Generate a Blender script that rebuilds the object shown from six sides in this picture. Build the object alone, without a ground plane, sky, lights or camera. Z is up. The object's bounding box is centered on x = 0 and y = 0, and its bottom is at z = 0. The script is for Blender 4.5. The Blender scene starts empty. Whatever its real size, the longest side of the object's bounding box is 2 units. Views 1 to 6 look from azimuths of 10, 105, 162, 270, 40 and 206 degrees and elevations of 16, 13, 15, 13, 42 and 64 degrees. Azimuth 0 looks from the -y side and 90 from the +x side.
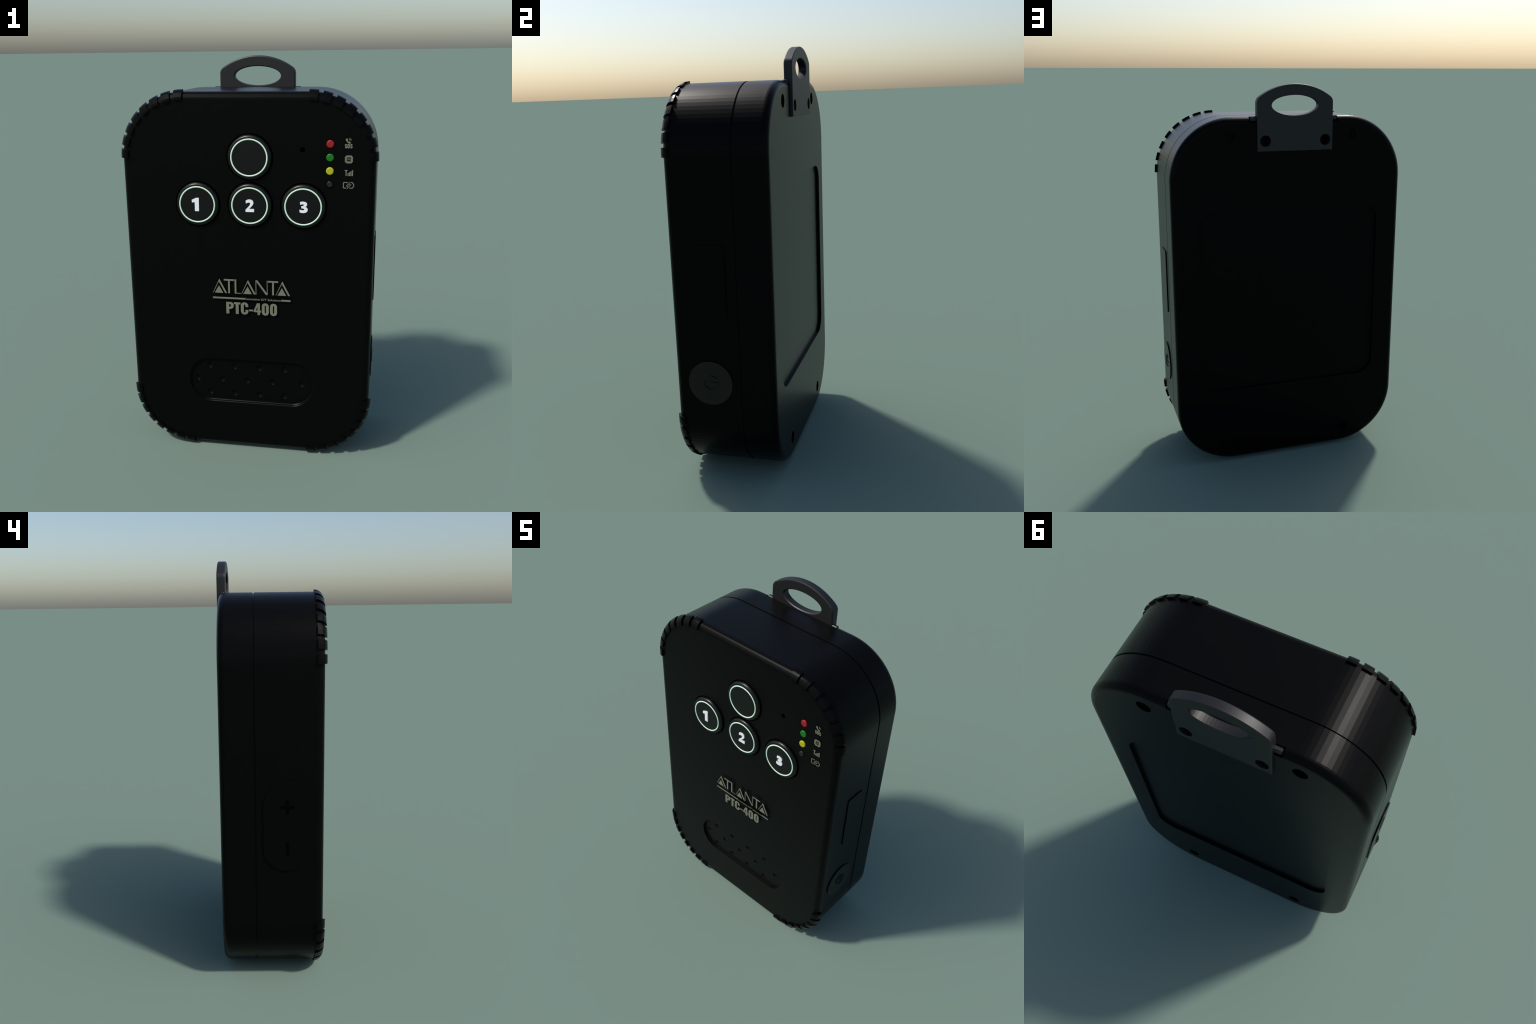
"""Hand-held emergency call / tracking device: black plastic case in two shells,
ribbed corner guards, four round keys, indicator lamps, hanging loop."""
import bpy, bmesh, math
from math import pi, sin, cos, radians
from mathutils import Vector, Matrix

# ------------------------------------------------------------------ sizes (m)
CX = 0.0009                    # case centre in x
W = 0.6101                     # half width of the case
Z0, Z1 = 0.0107, 1.8435        # case bottom / top
CZ, H = (Z0 + Z1) / 2, (Z1 - Z0) / 2
R = 0.3120                     # corner radius of the case outline
SEG = 23                       # facets in each corner
YF, YB = -0.234, 0.243         # front and back face
FIL, FSEG = 0.034, 6           # front edge rounding, facets in it
FIL_B = 0.031                  # back edge rounding
SEAM0, SEAM1, SEAM_D = 0.0775, 0.0865, 0.0048
RIB = 0.0107                   # how far the corner ribs stand proud


# ------------------------------------------------------------------ materials
def plastic(name, col, rough, spec=0.5, grain=0.0, metal=0.0, body=0.0):
    m = bpy.data.materials.new(name)
    m.use_nodes = True
    nt = m.node_tree
    b = nt.nodes["Principled BSDF"]
    b.inputs["Specular IOR Level"].default_value = spec
    b.inputs["Metallic"].default_value = metal
    tc = nt.nodes.new("ShaderNodeTexCoord")
    nz = nt.nodes.new("ShaderNodeTexNoise")
    nz.inputs["Scale"].default_value = 60.0
    nz.inputs["Detail"].default_value = 2.0
    nt.links.new(tc.outputs["Object"], nz.inputs["Vector"])
    mr = nt.nodes.new("ShaderNodeMapRange")
    mr.inputs["To Min"].default_value = rough - grain
    mr.inputs["To Max"].default_value = rough + grain
    nt.links.new(nz.outputs["Fac"], mr.inputs["Value"])
    nt.links.new(mr.outputs["Result"], b.inputs["Roughness"])
    mix = nt.nodes.new("ShaderNodeMix")
    mix.data_type = 'RGBA'
    mix.inputs[6].default_value = (*[c * 0.97 for c in col], 1)
    mix.inputs[7].default_value = (*[min(1.0, c * 1.03) for c in col], 1)
    nt.links.new(nz.outputs["Fac"], mix.inputs[0])
    nt.links.new(mix.outputs[2], b.inputs["Base Color"])
    if body:                       # faint body colour under a dark mirror-like skin
        d = nt.nodes.new("ShaderNodeBsdfDiffuse")
        d.inputs["Color"].default_value = (body, body, body, 1)
        ad = nt.nodes.new("ShaderNodeAddShader")
        nt.links.new(b.outputs[0], ad.inputs[0])
        nt.links.new(d.outputs[0], ad.inputs[1])
        nt.links.new(ad.outputs[0], nt.nodes["Material Output"].inputs["Surface"])
    return m


ROUGH = 0.34
M_CASE = plastic("black_plastic", (0.0048, 0.0048, 0.0048), ROUGH, grain=0.01, metal=1.0, body=0.0022)
M_GREY = plastic("charcoal_plastic", (0.0108, 0.0108, 0.0111), 0.45, spec=0.37, grain=0.01)
M_KEY = plastic("black_key_plastic", (0.0010, 0.0010, 0.0010), 0.33, spec=0.34, grain=0.01)
M_MARK = plastic("deep_black_mark", (0.0020, 0.0020, 0.0020), 0.40, grain=0.01, metal=1.0, body=0.0008)
M_RING = plastic("pale_green_ring", (0.66, 0.84, 0.66), 0.5, spec=0.3)
M_DIGIT = plastic("white_print", (0.80, 0.82, 0.84), 0.5)
M_PRINT = plastic("grey_green_print", (0.155, 0.164, 0.118), 0.5, spec=0.4)
M_RED = plastic("red_lens", (0.29, 0.0060, 0.0080), 0.35, spec=0.4)
M_GREEN = plastic("green_lens", (0.0060, 0.145, 0.0080), 0.35, spec=0.4)
M_YELLOW = plastic("yellow_lens", (0.40, 0.40, 0.0080), 0.35, spec=0.4)
M_DARK = plastic("dark_lens", (0.0075, 0.0078, 0.0080), 0.35, spec=0.4)

# ------------------------------------------------------------------ scene tools
root = bpy.data.objects.new("emergency_call_device", None)
bpy.context.scene.collection.objects.link(root)
root["label"] = "black handheld emergency call device with numbered round buttons"
root["category"] = "remote control"


def add(name, mesh, parent=None, mats=(), smooth=None):
    ob = bpy.data.objects.new(name, mesh)
    bpy.context.scene.collection.objects.link(ob)
    ob.parent = parent or root
    for m in mats:
        mesh.materials.append(m)
    if smooth is not None:
        for p in mesh.polygons:
            p.use_smooth = smooth
    return ob


def from_bm(bm, name):
    bmesh.ops.remove_doubles(bm, verts=bm.verts, dist=1e-6)
    bmesh.ops.recalc_face_normals(bm, faces=bm.faces)
    me = bpy.data.meshes.new(name)
    bm.to_mesh(me)
    bm.free()
    return me


def rounded_rect(cx, cz, hw, hh, r, seg):
    """counter-clockwise outline in (x, z), seg facets per corner"""
    pts = []
    for sx, sz, a0 in ((1, 1, 0), (-1, 1, 90), (-1, -1, 180), (1, -1, 270)):
        for i in range(seg + 1):
            a = radians(a0 + 90 * i / seg)
            pts.append((cx + sx * (hw - r) + r * cos(a), cz + sz * (hh - r) + r * sin(a)))
    return pts


def circle(cx, cz, r, n):
    return [(cx + r * cos(2 * pi * i / n), cz + r * sin(2 * pi * i / n)) for i in range(n)]


def loft(rings, name, cap0=True, cap1=True):
    """rings: list of (y, [(x, z), ...]) with equal counts"""
    bm = bmesh.new()
    vs = [[bm.verts.new((x, y, z)) for x, z in pts] for y, pts in rings]
    n = len(vs[0])
    for a, b in zip(vs, vs[1:]):
        for i in range(n):
            j = (i + 1) % n
            bm.faces.new((a[i], a[j], b[j], b[i]))
    if cap0:
        bm.faces.new(vs[0])
    if cap1:
        bm.faces.new(list(reversed(vs[-1])))
    bmesh.ops.recalc_face_normals(bm, faces=bm.faces)
    me = bpy.data.meshes.new(name)
    bm.to_mesh(me)
    bm.free()
    return me


def prism(pts, y0, y1, name="cutter"):
    return loft([(y0, pts), (y1, pts)], name)


def lathe(profile, n, cx, cz, name):
    """profile: (radius, y) from rim to centre, axis along y"""
    bm = bmesh.new()
    rings = []
    for r, y in profile:
        if r < 1e-6:
            rings.append([bm.verts.new((cx, y, cz))])
        else:
            rings.append([bm.verts.new((cx + r * cos(2 * pi * i / n), y, cz + r * sin(2 * pi * i / n)))
                          for i in range(n)])
    for a, b in zip(rings, rings[1:]):
        for i in range(n):
            j = (i + 1) % n
            if len(b) == 1:
                bm.faces.new((a[i], a[j], b[0]))
            elif len(a) == 1:
                bm.faces.new((a[0], b[j], b[i]))
            else:
                bm.faces.new((a[i], a[j], b[j], b[i]))
    bmesh.ops.recalc_face_normals(bm, faces=bm.faces)
    me = bpy.data.meshes.new(name)
    bm.to_mesh(me)
    bm.free()
    return me


def cut(ob, cutters):
    """subtract the cutter meshes from ob (exact boolean), modifiers applied"""
    helpers = []
    for me in cutters:
        c = bpy.data.objects.new("cutter", me)
        bpy.context.scene.collection.objects.link(c)
        helpers.append(c)
        md = ob.modifiers.new("cut", 'BOOLEAN')
        md.operation = 'DIFFERENCE'
        md.solver = 'EXACT'
        md.object = c
    bpy.context.view_layer.update()
    dg = bpy.context.evaluated_depsgraph_get()
    me = bpy.data.meshes.new_from_object(ob.evaluated_get(dg))
    ob.modifiers.clear()
    ob.data = me
    for c in helpers:
        bpy.data.objects.remove(c)


def case_outline(inset):
    return rounded_rect(CX, CZ, W - inset, H - inset, R - inset, SEG)


def edge_arc(y_face, sign, rad=FIL, n=FSEG, rise=0.0):
    """(y, inset) points from the face round to the side wall"""
    yc = y_face - sign * rad
    return [(yc + sign * (rad + rise) * cos(radians(90 * i / n)),
             rad - (rad + rise) * sin(radians(90 * i / n))) for i in range(n + 1)]


# ------------------------------------------------------------------ key layout
KEYS = [(0.0217, 1.5440, None), (-0.2354, 1.3152, "1"), (0.0216, 1.3152, "2"), (0.2773, 1.3158, "3")]
KEY_R, WELL_R = 0.1065, 0.1122
LAMPS = [(0.3985, 1.6097, 0.0182, M_RED, "indicator_lamp"), (0.3985, 1.5472, 0.0182, M_GREEN, "indicator_lamp"),
         (0.3985, 1.4852, 0.0182, M_YELLOW, "indicator_lamp"), (0.3985, 1.4237, 0.0150, M_DARK, "indicator_lamp")]
MIC = (0.2705, 1.5816, 0.0128)
GR_CX, GR_CZ, GR_HW, GR_HH, GR_R = 0.0110, 0.3850, 0.3205, 0.1190, 0.1120
GR_DEPTH = 0.0148

# ------------------------------------------------------------------ front shell
front = edge_arc(YF, -1)
rings = [(y, case_outline(i)) for y, i in front]
rings += [(SEAM0, case_outline(0.0)), (SEAM0, case_outline(SEAM_D)), (SEAM1 + 0.004, case_outline(SEAM_D))]
front_shell = add("front_shell", loft(rings, "front_shell"), mats=[M_CASE], smooth=False)

cutters = [prism(circle(x, z, WELL_R, 72), YF - 0.02, YF + 0.036) for x, z, _ in KEYS]
cutters.append(prism(circle(MIC[0], MIC[1], MIC[2], 32), YF - 0.02, YF + 0.32))
lx, lz, lr = LAMPS[3][:3]
cutters.append(prism(circle(lx, lz, lr + 0.0028, 32), YF - 0.02, YF + 0.012))


def stadium(inset):
    return rounded_rect(GR_CX, GR_CZ, GR_HW - inset, GR_HH - inset, GR_R - inset, 16)


cutters.append(loft([(YF - 0.01, stadium(-0.013)), (YF + 0.003, stadium(0.0)), (YF + 0.034, stadium(0.0))], "cutter"))
# shallow seat round the port cover on the +x side
COVER = (-0.0318, 0.9790, 0.0598, 0.1675, 0.013)
seat = loft([(-0.02, rounded_rect(COVER[0], COVER[1], COVER[2] + 0.0022, COVER[3] + 0.0022, 0.0152, 5)),
             (0.005, rounded_rect(COVER[0], COVER[1], COVER[2] + 0.0022, COVER[3] + 0.0022, 0.0152, 5))], "cutter")
seat.transform(Matrix.Translation((CX + W, 0, 0)) @ Matrix.Rotation(pi / 2, 4, 'Z'))
cutters.append(seat)
cut(front_shell, cutters)

# speaker panel at the bottom of its recess, with a pattern of dimples
yg = YF + GR_DEPTH
panel = loft([(yg + 0.014, stadium(0.0004)), (yg - 0.0035, stadium(0.0004)), (yg, stadium(0.0042))], "speaker_panel")
grille = add("speaker_panel", panel, mats=[M_CASE], smooth=False)
DIMPLE_R = 0.0165
spots = [(-0.2045 + 0.1299 * i, 0.4608) for i in range(4)]
spots += [(-0.2041 + 0.1297 * i, 0.3120) for i in range(4)]
spots += [(-0.2691 + 0.1299 * i, 0.3864) for i in range(4)] + [(0.2720, 0.3864)]
dimples = []
for x, z in spots:
    prof = [(0.0, yg - 0.02), (DIMPLE_R, yg - 0.02)]
    prof += [(DIMPLE_R * cos(radians(a)), yg - 0.0005 + 0.0072 * sin(radians(a))) for a in range(0, 91, 10)]
    me = lathe(prof, 32, x, z, "cutter")
    for p in me.polygons:
        p.use_smooth = True
    dimples.append(me)
cut(grille, dimples)

# ------------------------------------------------------------------ back shell
LOOP_CX, LOOP_HW = -0.0185, 0.197
LOOP_HOLES = (0.1367, -0.1757)
LOOP_Y0, LOOP_Y1 = 0.2162, 0.2575
back = edge_arc(YB, 1, FIL_B)
rings = [(SEAM1, case_outline(SEAM_D + 0.02)), (SEAM1, case_outline(0.0))]
rings += [(y, case_outline(i)) for y, i in reversed(back)]
back_shell = add("back_shell", loft(rings, "back_shell"), mats=[M_CASE], smooth=False)

cutters = [prism(rounded_rect(0.0, 0.9030, 0.4818, 0.4832, 0.089, 12), YB - 0.0152, YB + 0.02)]
SCREWS = [(0.3190, 1.7510), (-0.3190, 1.7510), (0.3180, 0.1115), (-0.3180, 0.1115)]
for x, z in SCREWS:
    cutters.append(prism(circle(x, z, 0.0312, 40), YB - 0.016, YB + 0.02))
    cutters.append(prism(circle(x, z, 0.0170, 32), YB - 0.026, YB - 0.010))
for hx in LOOP_HOLES:
    cutters.append(prism(circle(hx, 1.7270, 0.0279, 40), YB - 0.040, YB + 0.02))
for sgn in (-1, 1):             # notches for the loop's pin
    xa, xb = sorted((LOOP_CX + sgn * 0.150, LOOP_CX + sgn * 0.232))
    cutters.append(prism([(xa, 1.8150), (xb, 1.8150), (xb, 1.90), (xa, 1.90)], 0.2128, 0.30))
cut(back_shell, cutters)

# ------------------------------------------------------------------ ribbed corner guards
STEP = radians(90 / SEG)


def rib_mesh():
    """one rib over two facets of the corner, corner centre at the origin"""
    bm = bmesh.new()
    outer = edge_arc(YF, -1, rise=RIB)
    inner = edge_arc(YF, -1, rise=-0.003)
    prof = outer + inner[::-1]
    secs = []
    for k in range(3):
        a = STEP * k
        secs.append([bm.verts.new(((R - i) * cos(a), y, (R - i) * sin(a))) for y, i in prof])
    n = len(prof)
    for a, b in zip(secs, secs[1:]):
        for i in range(n):
            bm.faces.new((a[i], a[(i + 1) % n], b[(i + 1) % n], b[i]))
    m = len(outer)
    for sec in (secs[0], secs[-1]):
        for i in range(m - 1):
            bm.faces.new((sec[i], sec[i + 1], sec[n - 2 - i], sec[n - 1 - i]))
    return from_bm(bm, "grip_rib")


rib = rib_mesh()
first = True
for sx, sz, a0 in ((1, 1, 0), (-1, 1, 90), (-1, -1, 180), (1, -1, 270)):
    for k in range(8):
        if first:
            ob = add("grip_rib", rib, mats=[M_CASE], smooth=False)
            base_rib, first = ob, False
        else:
            ob = base_rib.copy()
            bpy.context.scene.collection.objects.link(ob)
        ob.location = (CX + sx * (W - R), 0, CZ + sz * (H - R))
        ob.rotation_euler = (0, -(radians(a0) + 3 * k * STEP), 0)


# ------------------------------------------------------------------ flat artwork raised from a face
def stroke(pts, width, closed=False):
    """outline polygon(s) of a polyline drawn with a pen; width number or per point"""
    n = len(pts)
    ws = [width] * n if not isinstance(width, (list, tuple)) else list(width)
    L, Rr = [], []
    for i in range(n):
        p = Vector(pts[i])
        a = Vector(pts[(i - 1) % n]) if (closed or i > 0) else None
        b = Vector(pts[(i + 1) % n]) if (closed or i < n - 1) else None
        d1 = (p - a).normalized() if a is not None else (b - p).normalized()
        d2 = (b - p).normalized() if b is not None else d1
        n1, n2 = Vector((-d1.y, d1.x)), Vector((-d2.y, d2.x))
        m = (n1 + n2)
        m = m.normalized() if m.length > 1e-6 else n1
        k = ws[i] / 2 / max(0.45, m.dot(n1))
        L.append(tuple(p + m * k))
        Rr.append(tuple(p - m * k))
    if closed:
        return [L, Rr]
    return [L + Rr[::-1]]


def arc(cx, cz, rx, rz, a0, a1, n=8):
    return [(cx + rx * cos(radians(a0 + (a1 - a0) * i / n)), cz + rz * sin(radians(a0 + (a1 - a0) * i / n)))
            for i in range(n + 1)]


def box(x0, z0, x1, z1):
    return [(x0, z0), (x1, z0), (x1, z1), (x0, z1)]


def artwork(name, loops, y_top, y_base, mat, side, parent=None):
    """filled outlines (even-odd) in (x, z), extruded from y_base to y_top towards -y"""
    cu = bpy.data.curves.new(name, 'CURVE')
    cu.dimensions = '2D'
    cu.fill_mode = 'BOTH'
    cu.extrude = abs(y_base - y_top) / 2
    for lp in loops:
        sp = cu.splines.new('POLY')
        sp.points.add(len(lp) - 1)
        for q, (x, z) in zip(sp.points, lp):
            q.co = (x, z, 0, 1)
        sp.use_cyclic_u = True
    return bake_flat(cu, name, y_top, y_base, mat, side, parent)


def bake_flat(cu, name, y_top, y_base, mat, side, parent=None, fit=None):
    tmp = bpy.data.objects.new("tmp_curve", cu)
    bpy.context.scene.collection.objects.link(tmp)
    bpy.context.view_layer.update()
    me = bpy.data.meshes.new_from_object(tmp.evaluated_get(bpy.context.evaluated_depsgraph_get()))
    bpy.data.objects.remove(tmp)
    me.name = name
    if fit:
        xs = [v.co.x for v in me.vertices]
        ys = [v.co.y for v in me.vertices]
        fx0, fz0, fx1, fz1 = fit
        kx, ky = (fx1 - fx0) / (max(xs) - min(xs)), (fz1 - fz0) / (max(ys) - min(ys))
        x0, y0 = min(xs), min(ys)
        for v in me.vertices:
            v.co.x = fx0 + (v.co.x - x0) * kx
            v.co.y = fz0 + (v.co.y - y0) * ky
    me.transform(Matrix.Translation((0, (y_top + y_base) / 2, 0)) @ Matrix.Rotation(pi / 2, 4, 'X'))
    me.materials.clear()
    ob = add(name, me, parent, mats=[mat, side], smooth=False)
    for p in me.polygons:
        p.material_index = 0 if p.normal.y < -0.5 else 1
    return ob


# ------------------------------------------------------------------ keys
RING_R, RING_W = 0.0856, 0.0068
Y_KEY = -0.2515
Y_DIGIT = -0.2562


def numeral(ch):
    if ch == "1":
        return [[(-0.2265, 1.2830), (-0.2462, 1.2830), (-0.2462, 1.3275), (-0.2598, 1.3245),
                 (-0.2604, 1.3381), (-0.2395, 1.3477), (-0.2254, 1.3477)]]
    if ch == "2":
        g = [(1, 54), (8, 58.3), (15, 60), (22, 60), (30, 58), (36, 53.5), (38.5, 47), (38, 40), (35, 34), (29, 27),
             (21, 18.5), (17.5, 14.5), (41, 14.5), (41, 0), (0, 0), (0, 11), (13, 24.5), (18.5, 30.5), (22, 36),
             (23, 41), (21, 44.5), (17, 46), (12, 45), (7, 43), (2.5, 40.5)]
        return [[(0.0026 + x * 0.001, 1.2860 + z * 0.001) for x, z in g]]
    g = [(2, 52), (10, 54), (19, 54), (28, 52), (34, 47.5), (35.5, 41), (33, 34), (27, 29), (34, 26), (38, 20),
         (38, 12), (34, 5.5), (26, 1.5), (16, 0), (7, 1), (0, 3.5), (0, 16), (7, 13.5), (14, 12.5), (20, 13.5),
         (22, 17), (20.5, 20.5), (15, 22), (8, 22.5), (8, 32.5), (14, 33), (19, 35), (20, 38.5), (18, 41.5),
         (13, 42), (8, 41), (3, 38.5)]
    return [[(0.2612 + x * 0.001, 1.2880 + z * 0.001) for x, z in g]]


for x, z, ch in KEYS:
    r_top = 0.0915
    prof = [(KEY_R, YF + 0.036), (KEY_R, YF - 0.002)]
    ry, rr = (YF - 0.002) - Y_KEY, KEY_R - r_top
    prof += [(r_top + rr * cos(radians(a)), YF - 0.002 - ry * sin(radians(a))) for a in range(8, 91, 8)]
    prof += [(r_top, Y_KEY), (RING_R, Y_KEY), (RING_R, Y_KEY + 0.004)]
    key = add("push_button", lathe(prof, 96, x, z, "push_button"), mats=[M_KEY], smooth=True)
    face = lathe([(RING_R, Y_KEY + 0.004), (RING_R, Y_KEY - 0.0002), (0.0, Y_KEY - 0.0002)], 96, x, z, "button_face")
    add("button_face", face, key, mats=[M_KEY], smooth=False)
    a, b = RING_R + RING_W / 2, RING_R - RING_W / 2
    ring = lathe([(a, Y_KEY + 0.002), (a, Y_KEY - 0.0012), (a - 0.0018, Y_KEY - 0.0028), (b + 0.0018, Y_KEY - 0.0028),
                  (b, Y_KEY - 0.0012), (b, Y_KEY + 0.002)], 64, x, z, "button_ring")
    add("button_ring", ring, key, mats=[M_RING], smooth=False)
    if ch:
        artwork("numeral", numeral(ch), Y_DIGIT, Y_KEY + 0.002, M_DIGIT, M_DIGIT, key)

# ------------------------------------------------------------------ indicator lamps
for x, z, r, mat, nm in LAMPS:
    top = YF - 0.0065
    prof = [(r, YF + 0.01), (r, YF - 0.001)]
    prof += [(r * 0.70 + r * 0.30 * cos(radians(a)), YF - 0.001 - 0.0055 * sin(radians(a))) for a in range(15, 91, 15)]
    prof += [(r * 0.68, top), (0.0, top)]
    add(nm, lathe(prof, 40, x, z, nm), mats=[mat], smooth=True)

# ------------------------------------------------------------------ icons beside the lamps
YI, YI0 = -0.2368, -0.2320
phone = stroke([(0.4712, 1.6352), (0.4728, 1.6315), (0.4738, 1.6265), (0.4765, 1.6222), (0.4800, 1.6188),
                (0.4840, 1.6168), (0.4872, 1.6170), (0.4905, 1.6178)],
               [0.0060, 0.0098, 0.0078, 0.0056, 0.0056, 0.0078, 0.0098, 0.0060])
waves = [stroke(arc(0.4826, 1.6260, q, q, 4, 86, 8), 0.0017)[0] for q in (0.0042, 0.0078, 0.0114)]


def letter_s(x0, z0, w, h, pen):
    a, b = w / 2 - pen / 2, (h - pen) / 4
    cx = x0 + w / 2
    top = arc(cx, z0 + pen / 2 + 3 * b, a, b, 10, 270, 10)
    low = arc(cx, z0 + pen / 2 + b, a, b, 90, -170, 10)
    return stroke(top + low[1:], pen)


def letter_o(x0, z0, w, h, pen):
    c = (x0 + w / 2, z0 + h / 2)
    return [rounded_rect(c[0], c[1], w / 2, h / 2, w * 0.42, 6),
            rounded_rect(c[0], c[1], w / 2 - pen, h / 2 - pen, (w / 2 - pen) * 0.9, 4)]


sos = letter_s(0.4645, 1.5910, 0.0108, 0.0202, 0.0044) + letter_o(0.4760, 1.5910, 0.0110, 0.0202, 0.0044) \
    + letter_s(0.4888, 1.5910, 0.0108, 0.0202, 0.0044)
artwork("phone_icon", phone + waves + sos, YI, YI0, M_PRINT, M_CASE)

# chip: notched frame with three letters inside
cx, cz, hw, body, ch = 0.4845, 1.5408, 0.0185, 0.0160, 0.0085
side_pts = []
span = 2 * (hw - ch)
for i in range(5):
    t = -span / 2 + span * i / 5
    w5 = span / 5
    side_pts += [(t, hw), (t + w5 * 0.62, hw), (t + w5 * 0.62, body), (t + w5, body)] if i < 4 else \
                [(t, hw), (t + w5, hw)]
outline = []
for q in range(4):
    a = -q * pi / 2
    outline += [(cx + x * cos(a) - z * sin(a), cz + x * sin(a) + z * cos(a)) for x, z in side_pts]
hole = box(0.4744, 1.5315, 0.4943, 1.5499)
letters = stroke(arc(0.4782, 1.5407, 0.0024, 0.0036, 50, 310, 8), 0.0016)
letters += stroke([(0.4822, 1.5363), (0.4822, 1.5443), (0.4850, 1.5443), (0.4862, 1.5425), (0.4850, 1.5402),
                   (0.4834, 1.5400)], 0.0016)
letters += stroke([(0.4885, 1.5450), (0.4885, 1.5380), (0.4898, 1.5368), (0.4914, 1.5368), (0.4926, 1.5380),
                   (0.4926, 1.5450)], 0.0016)
artwork("chip_icon", [outline, hole] + letters, YI, YI0, M_PRINT, M_CASE)

bars = [[(0.4651, 1.4916), (0.4708, 1.4845), (0.4708, 1.4643), (0.4753, 1.4643), (0.4753, 1.4845), (0.4805, 1.4916)]]
for i, top in enumerate((1.4782, 1.4825, 1.4867, 1.4915)):
    bars.append(box(0.4799 + 0.0067 * i, 1.4645, 0.4846 + 0.0067 * i, top))
artwork("signal_icon", bars, YI, YI0, M_PRINT, M_CASE)

pen = 0.0040
bat = stroke([(0.4815, 1.4340), (0.4650, 1.4340), (0.4629, 1.4330), (0.4621, 1.4308), (0.4621, 1.4110),
              (0.4629, 1.4088), (0.4650, 1.4079), (0.4757, 1.4079)], pen)
bat += stroke([(0.4945, 1.4340), (0.5022, 1.4340), (0.5048, 1.4318), (0.5060, 1.4290), (0.5091, 1.4258),
               (0.5094, 1.4160), (0.5062, 1.4128), (0.5048, 1.4100), (0.5022, 1.4079), (0.4900, 1.4079)], pen)
bat += stroke([(0.4898, 1.4350), (0.4757, 1.4178), (0.4836, 1.4178), (0.4803, 1.4055), (0.4960, 1.4236),
               (0.4872, 1.4236)], 0.0028, closed=True)
artwork("battery_icon", bat, YI, YI0, M_PRINT, M_CASE)

# ------------------------------------------------------------------ lettering in the middle
YL, YL0 = -0.2460, -0.2320      # faces of the letters; case surface
YP = YL + 0.0022                # the letters are thin plates standing on posts


def posts(spots, half=0.0018):
    return [box(px - half, pz - half, px + half, pz + half) for px, pz in spots]


zb, zt = 0.8684, 0.9420


def letter_a(x):
    """open A with a solid triangle; x is the left foot"""
    frame = [(x, zb), (x + 0.0343, zt), (x + 0.0721, zb), (x + 0.0626, zb), (x + 0.0315, zt - 0.0141),
             (x + 0.0026, zb)]
    tri = [(x + 0.0098, zb), (x + 0.0531, zb), (x + 0.0318, zb + 0.0390)]
    return [frame, tri]


def letter_t(x):
    return [[(x, zt), (x, zt - 0.0087), (x + 0.0211, zt - 0.0087), (x + 0.0211, zb), (x + 0.0300, zb),
             (x + 0.0300, zt - 0.0087), (x + 0.0512, zt - 0.0087), (x + 0.0512, zt)]]


letter_l = [[(-0.0607, zt), (-0.0607, zb), (-0.0307, zb), (-0.0307, zb + 0.0037), (-0.0519, zb + 0.0042),
             (-0.0519, zt)]]
letter_n = [[(0.0447, zb), (0.0447, zt), (0.0538, zt), (0.1010, zb + 0.0090), (0.1006, zt), (0.1036, zt), (0.1046, zb),
             (0.0955, zb), (0.0484, zt - 0.0075), (0.0484, zb)]]
word = letter_a(-0.1717) + letter_t(-0.1148) + letter_l + letter_a(-0.0272) + letter_n + letter_t(0.1060) + letter_a(0.1436)
logo = artwork("lettering", word, YL, YP, M_PRINT, M_CASE)
spots = [(ax + 0.0315, zb + 0.014) for ax in (-0.1717, -0.0272, 0.1436)]
spots += [(ax + 0.0650, zb + 0.004) for ax in (-0.1717, -0.0272, 0.1436)]
spots += [(-0.0893, zb + 0.03), (-0.0563, zb + 0.03), (0.0995, zb + 0.005), (0.1315, zb + 0.03)]
spots += [(bx, 0.8428) for bx in (-0.15, -0.09, -0.03, 0.18, 0.21)]
artwork("letter_post", posts(spots), YP - 0.0005, YL0, M_CASE, M_CASE, logo)
artwork("underline_bar", [box(-0.1725, 0.8384, -0.0104, 0.8472), box(0.1722, 0.8382, 0.2178, 0.8472)],
        YL, YP, M_PRINT, M_CASE)

tx = bpy.data.curves.new("small_text", 'FONT')
tx.body = "Innovative IOT Solutions"
tx.size = 0.012
tx.offset = 0.00022
tx.extrude = (YL0 - YL) / 2
bake_flat(tx, "lettering", YL, YL0, M_PRINT, M_CASE, fit=(-0.0076, 0.8372, 0.1692, 0.8484))

# heavy condensed characters
pb, pt = 0.7608, 0.8225
x = -0.1056
glyph_p = [[(x, pb), (x + 0.0155, pb), (x + 0.0155, pb + 0.0252), (x + 0.0215, pb + 0.0252)]
           + arc(x + 0.0215, pb + 0.0430, 0.0172, 0.0178, -90, 0, 6)[1:]
           + arc(x + 0.0215, pb + 0.0440, 0.0172, 0.0177, 0, 90, 6) + [(x, pt)],
           [(x + 0.0150, pb + 0.0362), (x + 0.0200, pb + 0.0362)]
           + arc(x + 0.0200, pb + 0.0434, 0.0036, 0.0072, -80, 80, 6) + [(x + 0.0200, pt - 0.0109), (x + 0.0150, pt - 0.0109)]]
x = -0.0663
glyph_t = [[(x, pt), (x, pt - 0.0108), (x + 0.0088, pt - 0.0108), (x + 0.0088, pb), (x + 0.0241, pb),
            (x + 0.0241, pt - 0.0108), (x + 0.0332, pt - 0.0108), (x + 0.0332, pt)]]
c0, c1, cb, ct = -0.0311, 0.0068, 0.7597, 0.8242
rc = 0.0180
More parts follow.
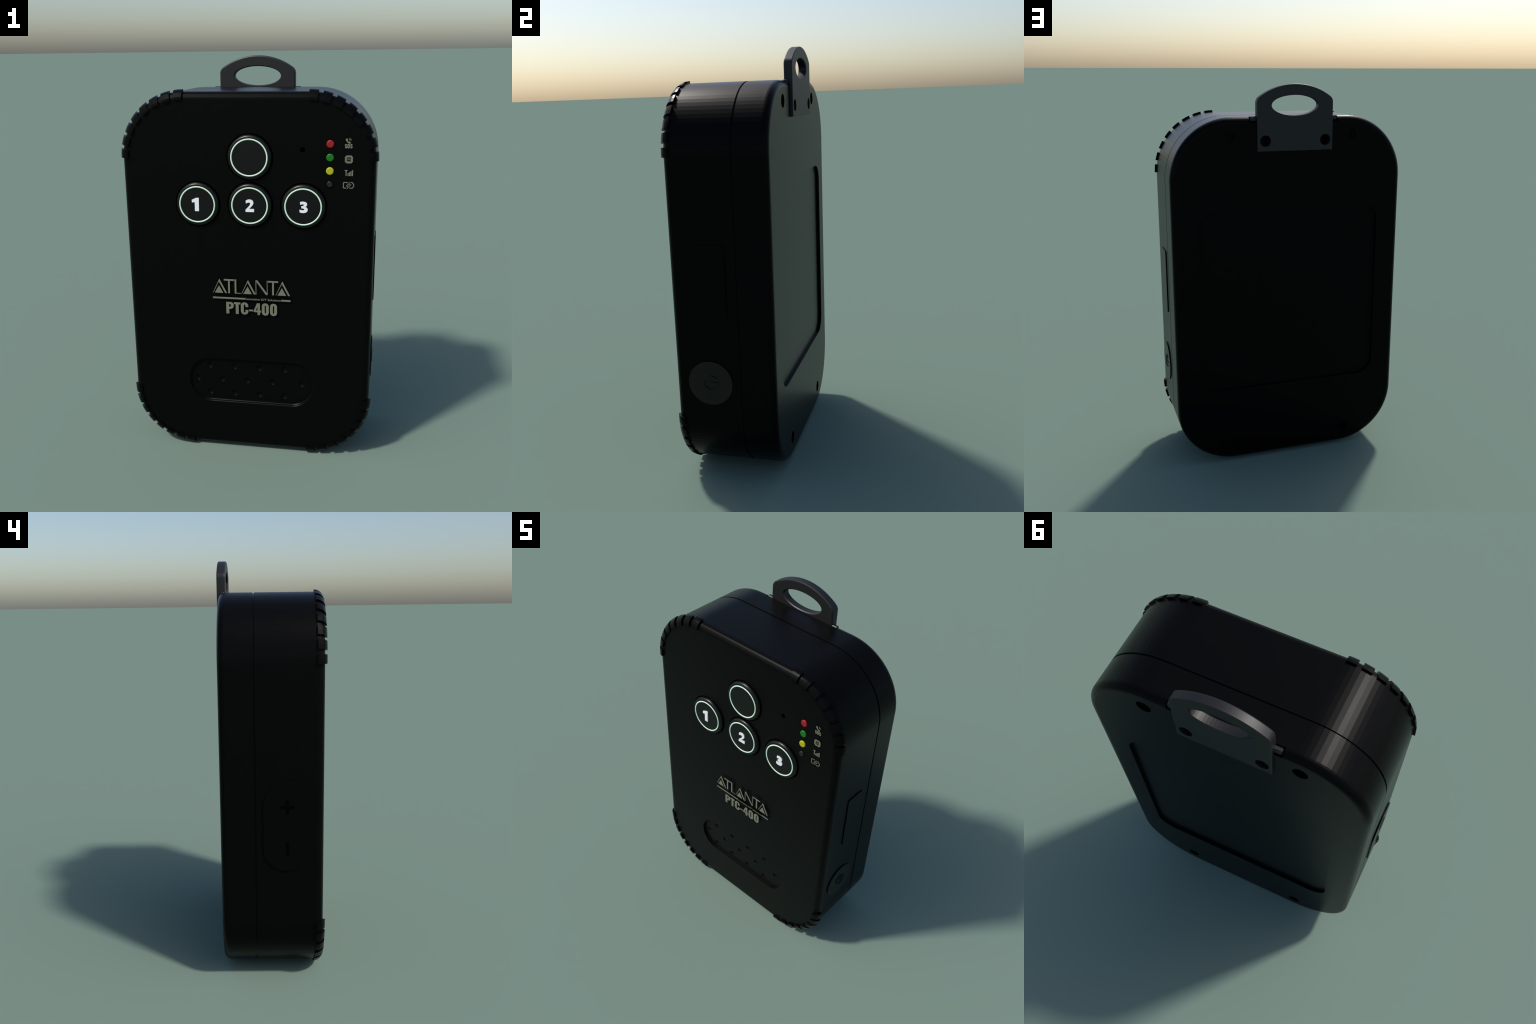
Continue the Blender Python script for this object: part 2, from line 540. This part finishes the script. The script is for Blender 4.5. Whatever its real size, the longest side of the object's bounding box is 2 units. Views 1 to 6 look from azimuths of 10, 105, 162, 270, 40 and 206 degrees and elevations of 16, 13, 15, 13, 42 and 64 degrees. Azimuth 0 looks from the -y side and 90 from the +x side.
glyph_c = [[(c1, 0.7995)] + arc(c1 - rc, ct - rc, rc, rc, 0, 90, 6) + arc(c0 + rc, ct - rc, rc, rc, 90, 180, 6)
           + arc(c0 + rc, cb + rc, rc, rc, 180, 270, 6) + arc(c1 - rc, cb + rc, rc, rc, 270, 360, 6)
           + [(c1, 0.7850), (-0.0077, 0.7850)]
           + arc(-0.0119, 0.7750, 0.0042, 0.0044, 0, -180, 6) + arc(-0.0119, 0.8082, 0.0042, 0.0044, 180, 0, 6)
           + [(-0.0077, 0.7995)]]
glyph_dash = [box(0.0102, 0.7788, 0.0306, 0.7876)]
glyph_4 = [[(0.0506, pt + 0.0004), (0.0654, pt + 0.0004), (0.0652, 0.7850), (0.0708, 0.7850), (0.0708, 0.7744),
            (0.0652, 0.7744), (0.0650, pb), (0.0529, pb), (0.0529, 0.7748), (0.0336, 0.7756), (0.0340, 0.7836)],
           [(0.0526, 0.8066), (0.0453, 0.7846), (0.0526, 0.7846)]]


def glyph_0(cx):
    return [rounded_rect(cx, 0.7920, 0.0175, 0.0321, 0.0165, 8), rounded_rect(cx, 0.7920, 0.0031, 0.0200, 0.0030, 4)]


artwork("lettering", glyph_p + glyph_t + glyph_c + glyph_dash + glyph_4 + glyph_0(0.0923) + glyph_0(0.1335),
        YL, YP, M_PRINT, M_CASE)
spots = [(-0.0980, 0.79), (-0.0498, 0.79), (-0.0240, 0.79), (0.0205, 0.7832), (0.0590, 0.79), (0.0820, 0.79),
         (0.1232, 0.79)]
artwork("letter_post", posts(spots), YP - 0.0005, YL0, M_CASE, M_CASE, logo)


# ------------------------------------------------------------------ controls on the sides
def side_part(name, loops, x_in, x_out, mat, parent=None, side=None):
    """artwork given in (y, z), extruded along x from x_in to x_out"""
    s = 1 if x_out > 0 else -1
    ob = artwork(name, [[(s * y, z) for y, z in lp] for lp in loops], -abs(x_out), -abs(x_in), mat, side or mat, parent)
    # artwork faces -y; turn it so that it faces +x or -x
    ob.data.transform(Matrix.Rotation(pi / 2 * s, 4, 'Z'))
    return ob


XR = CX + W
XL = CX - W
side_part("port_cover", [rounded_rect(*COVER, 5)], XR - 0.01, XR + 0.0052, M_CASE)
PY, PZ = -0.0640, 0.5020
power = side_part("power_button", [circle(PY, PZ, 0.1050, 72)], XR - 0.01, XR + 0.0058, M_KEY, side=M_CASE)
side_part("power_symbol", stroke(arc(-0.0610, 0.5035, 0.0340, 0.0325, 42, 318, 28), 0.0055)
          + stroke([(-0.0640, 0.5065), (-0.0220, 0.5035)], 0.0055), XR, XR + 0.0092, M_KEY, power)
VY = -0.0635
volume = side_part("volume_button", [rounded_rect(VY, 0.7920, 0.1080, 0.2090, 0.1075, 20)], XL + 0.01, XL - 0.0078, M_CASE)
t, a = 0.0065, 0.0315
side_part("plus_sign", [[(VY - 0.003 + p, 0.8890 + q) for p, q in (
    (-t, -a), (t, -a), (t, -t), (a, -t), (a, t), (t, t), (t, a), (-t, a), (-t, t), (-a, t), (-a, -t), (-t, -t))]],
    XL, XL - 0.0106, M_MARK, volume)
side_part("minus_sign", [box(VY - 0.003 - t, 0.6608, VY - 0.003 + t, 0.7227)], XL, XL - 0.0106, M_MARK, volume)

# ------------------------------------------------------------------ hanging loop
x0, x1 = LOOP_CX - LOOP_HW, LOOP_CX + LOOP_HW
RA = 0.309                     # big top arc
zc = 2.0 - RA
rf = 0.036                     # rounding between arc and sides
fx = LOOP_HW - rf
fz = zc + math.sqrt((RA - rf) ** 2 - fx ** 2)
beta = math.degrees(math.atan2(fz - zc, fx))


def loop_outline(ins):
    pts = [(x0 + ins, 1.6755 + ins), (x1 - ins, 1.6755 + ins)]
    pts += arc(LOOP_CX + fx, fz, rf - ins, rf - ins, 0, beta, 6)
    pts += arc(LOOP_CX, zc, RA - ins, RA - ins, beta, 180 - beta, 40)[1:-1]
    pts += arc(LOOP_CX - fx, fz, rf - ins, rf - ins, 180 - beta, 180, 6)
    return pts


bv = 0.0055
loop = add("hanging_loop", loft([(LOOP_Y0, loop_outline(bv)), (LOOP_Y0 + bv * 0.4, loop_outline(bv * 0.3)),
                                 (LOOP_Y0 + bv, loop_outline(0)), (LOOP_Y1 - bv * 0.6, loop_outline(0)),
                                 (LOOP_Y1 - bv * 0.2, loop_outline(bv * 0.2)), (LOOP_Y1, loop_outline(bv * 0.6))],
                                "hanging_loop"), mats=[M_GREY], smooth=False)


def eye(g):
    return arc(LOOP_CX + 0.001, 1.8985, 0.1215 + g, 0.0482 + g, 0, 360, 48)[:-1]


ym = (LOOP_Y0 + LOOP_Y1) / 2
cutters = [loft([(LOOP_Y0 - 0.01, eye(0.010)), (LOOP_Y0 - 0.001, eye(0.0055)), (LOOP_Y0 + 0.0045, eye(0.0)),
                 (LOOP_Y1 - 0.003, eye(0.0)), (LOOP_Y1 + 0.001, eye(0.003)), (LOOP_Y1 + 0.01, eye(0.006))], "cutter")]
for hx in LOOP_HOLES:
    cutters.append(prism(circle(hx, 1.7270, 0.0277, 40), LOOP_Y0 - 0.03, LOOP_Y1 + 0.02))
cut(loop, cutters)
# short pin stubs carry the loop in the notches of the case
for sgn in (-1, 1):
    pin = bmesh.new()
    secs = []
    for xx, ins in ((0.1800, 0), (0.2235, 0), (0.2265, 0.0030)):
        y0, y1, q0, q1 = 0.2180 + ins, 0.2385 - ins, 1.8220 + ins, 1.8460 - ins
        c = 0.0045
        secs.append([pin.verts.new((LOOP_CX + sgn * xx, y, z)) for y, z in (
            (y0 + c, q0), (y1 - c, q0), (y1, q0 + c), (y1, q1 - c), (y1 - c, q1), (y0 + c, q1), (y0, q1 - c), (y0, q0 + c))])
    for a_, b_ in zip(secs, secs[1:]):
        for i in range(8):
            pin.faces.new((a_[i], a_[(i + 1) % 8], b_[(i + 1) % 8], b_[i]))
    pin.faces.new(secs[0])
    pin.faces.new(secs[-1])
    add("loop_pin", from_bm(pin, "loop_pin"), loop, mats=[M_GREY], smooth=False)

# the whole sits a hair towards the front so that its extent is centred
root.location = (0.0, -0.0008, 0.0)
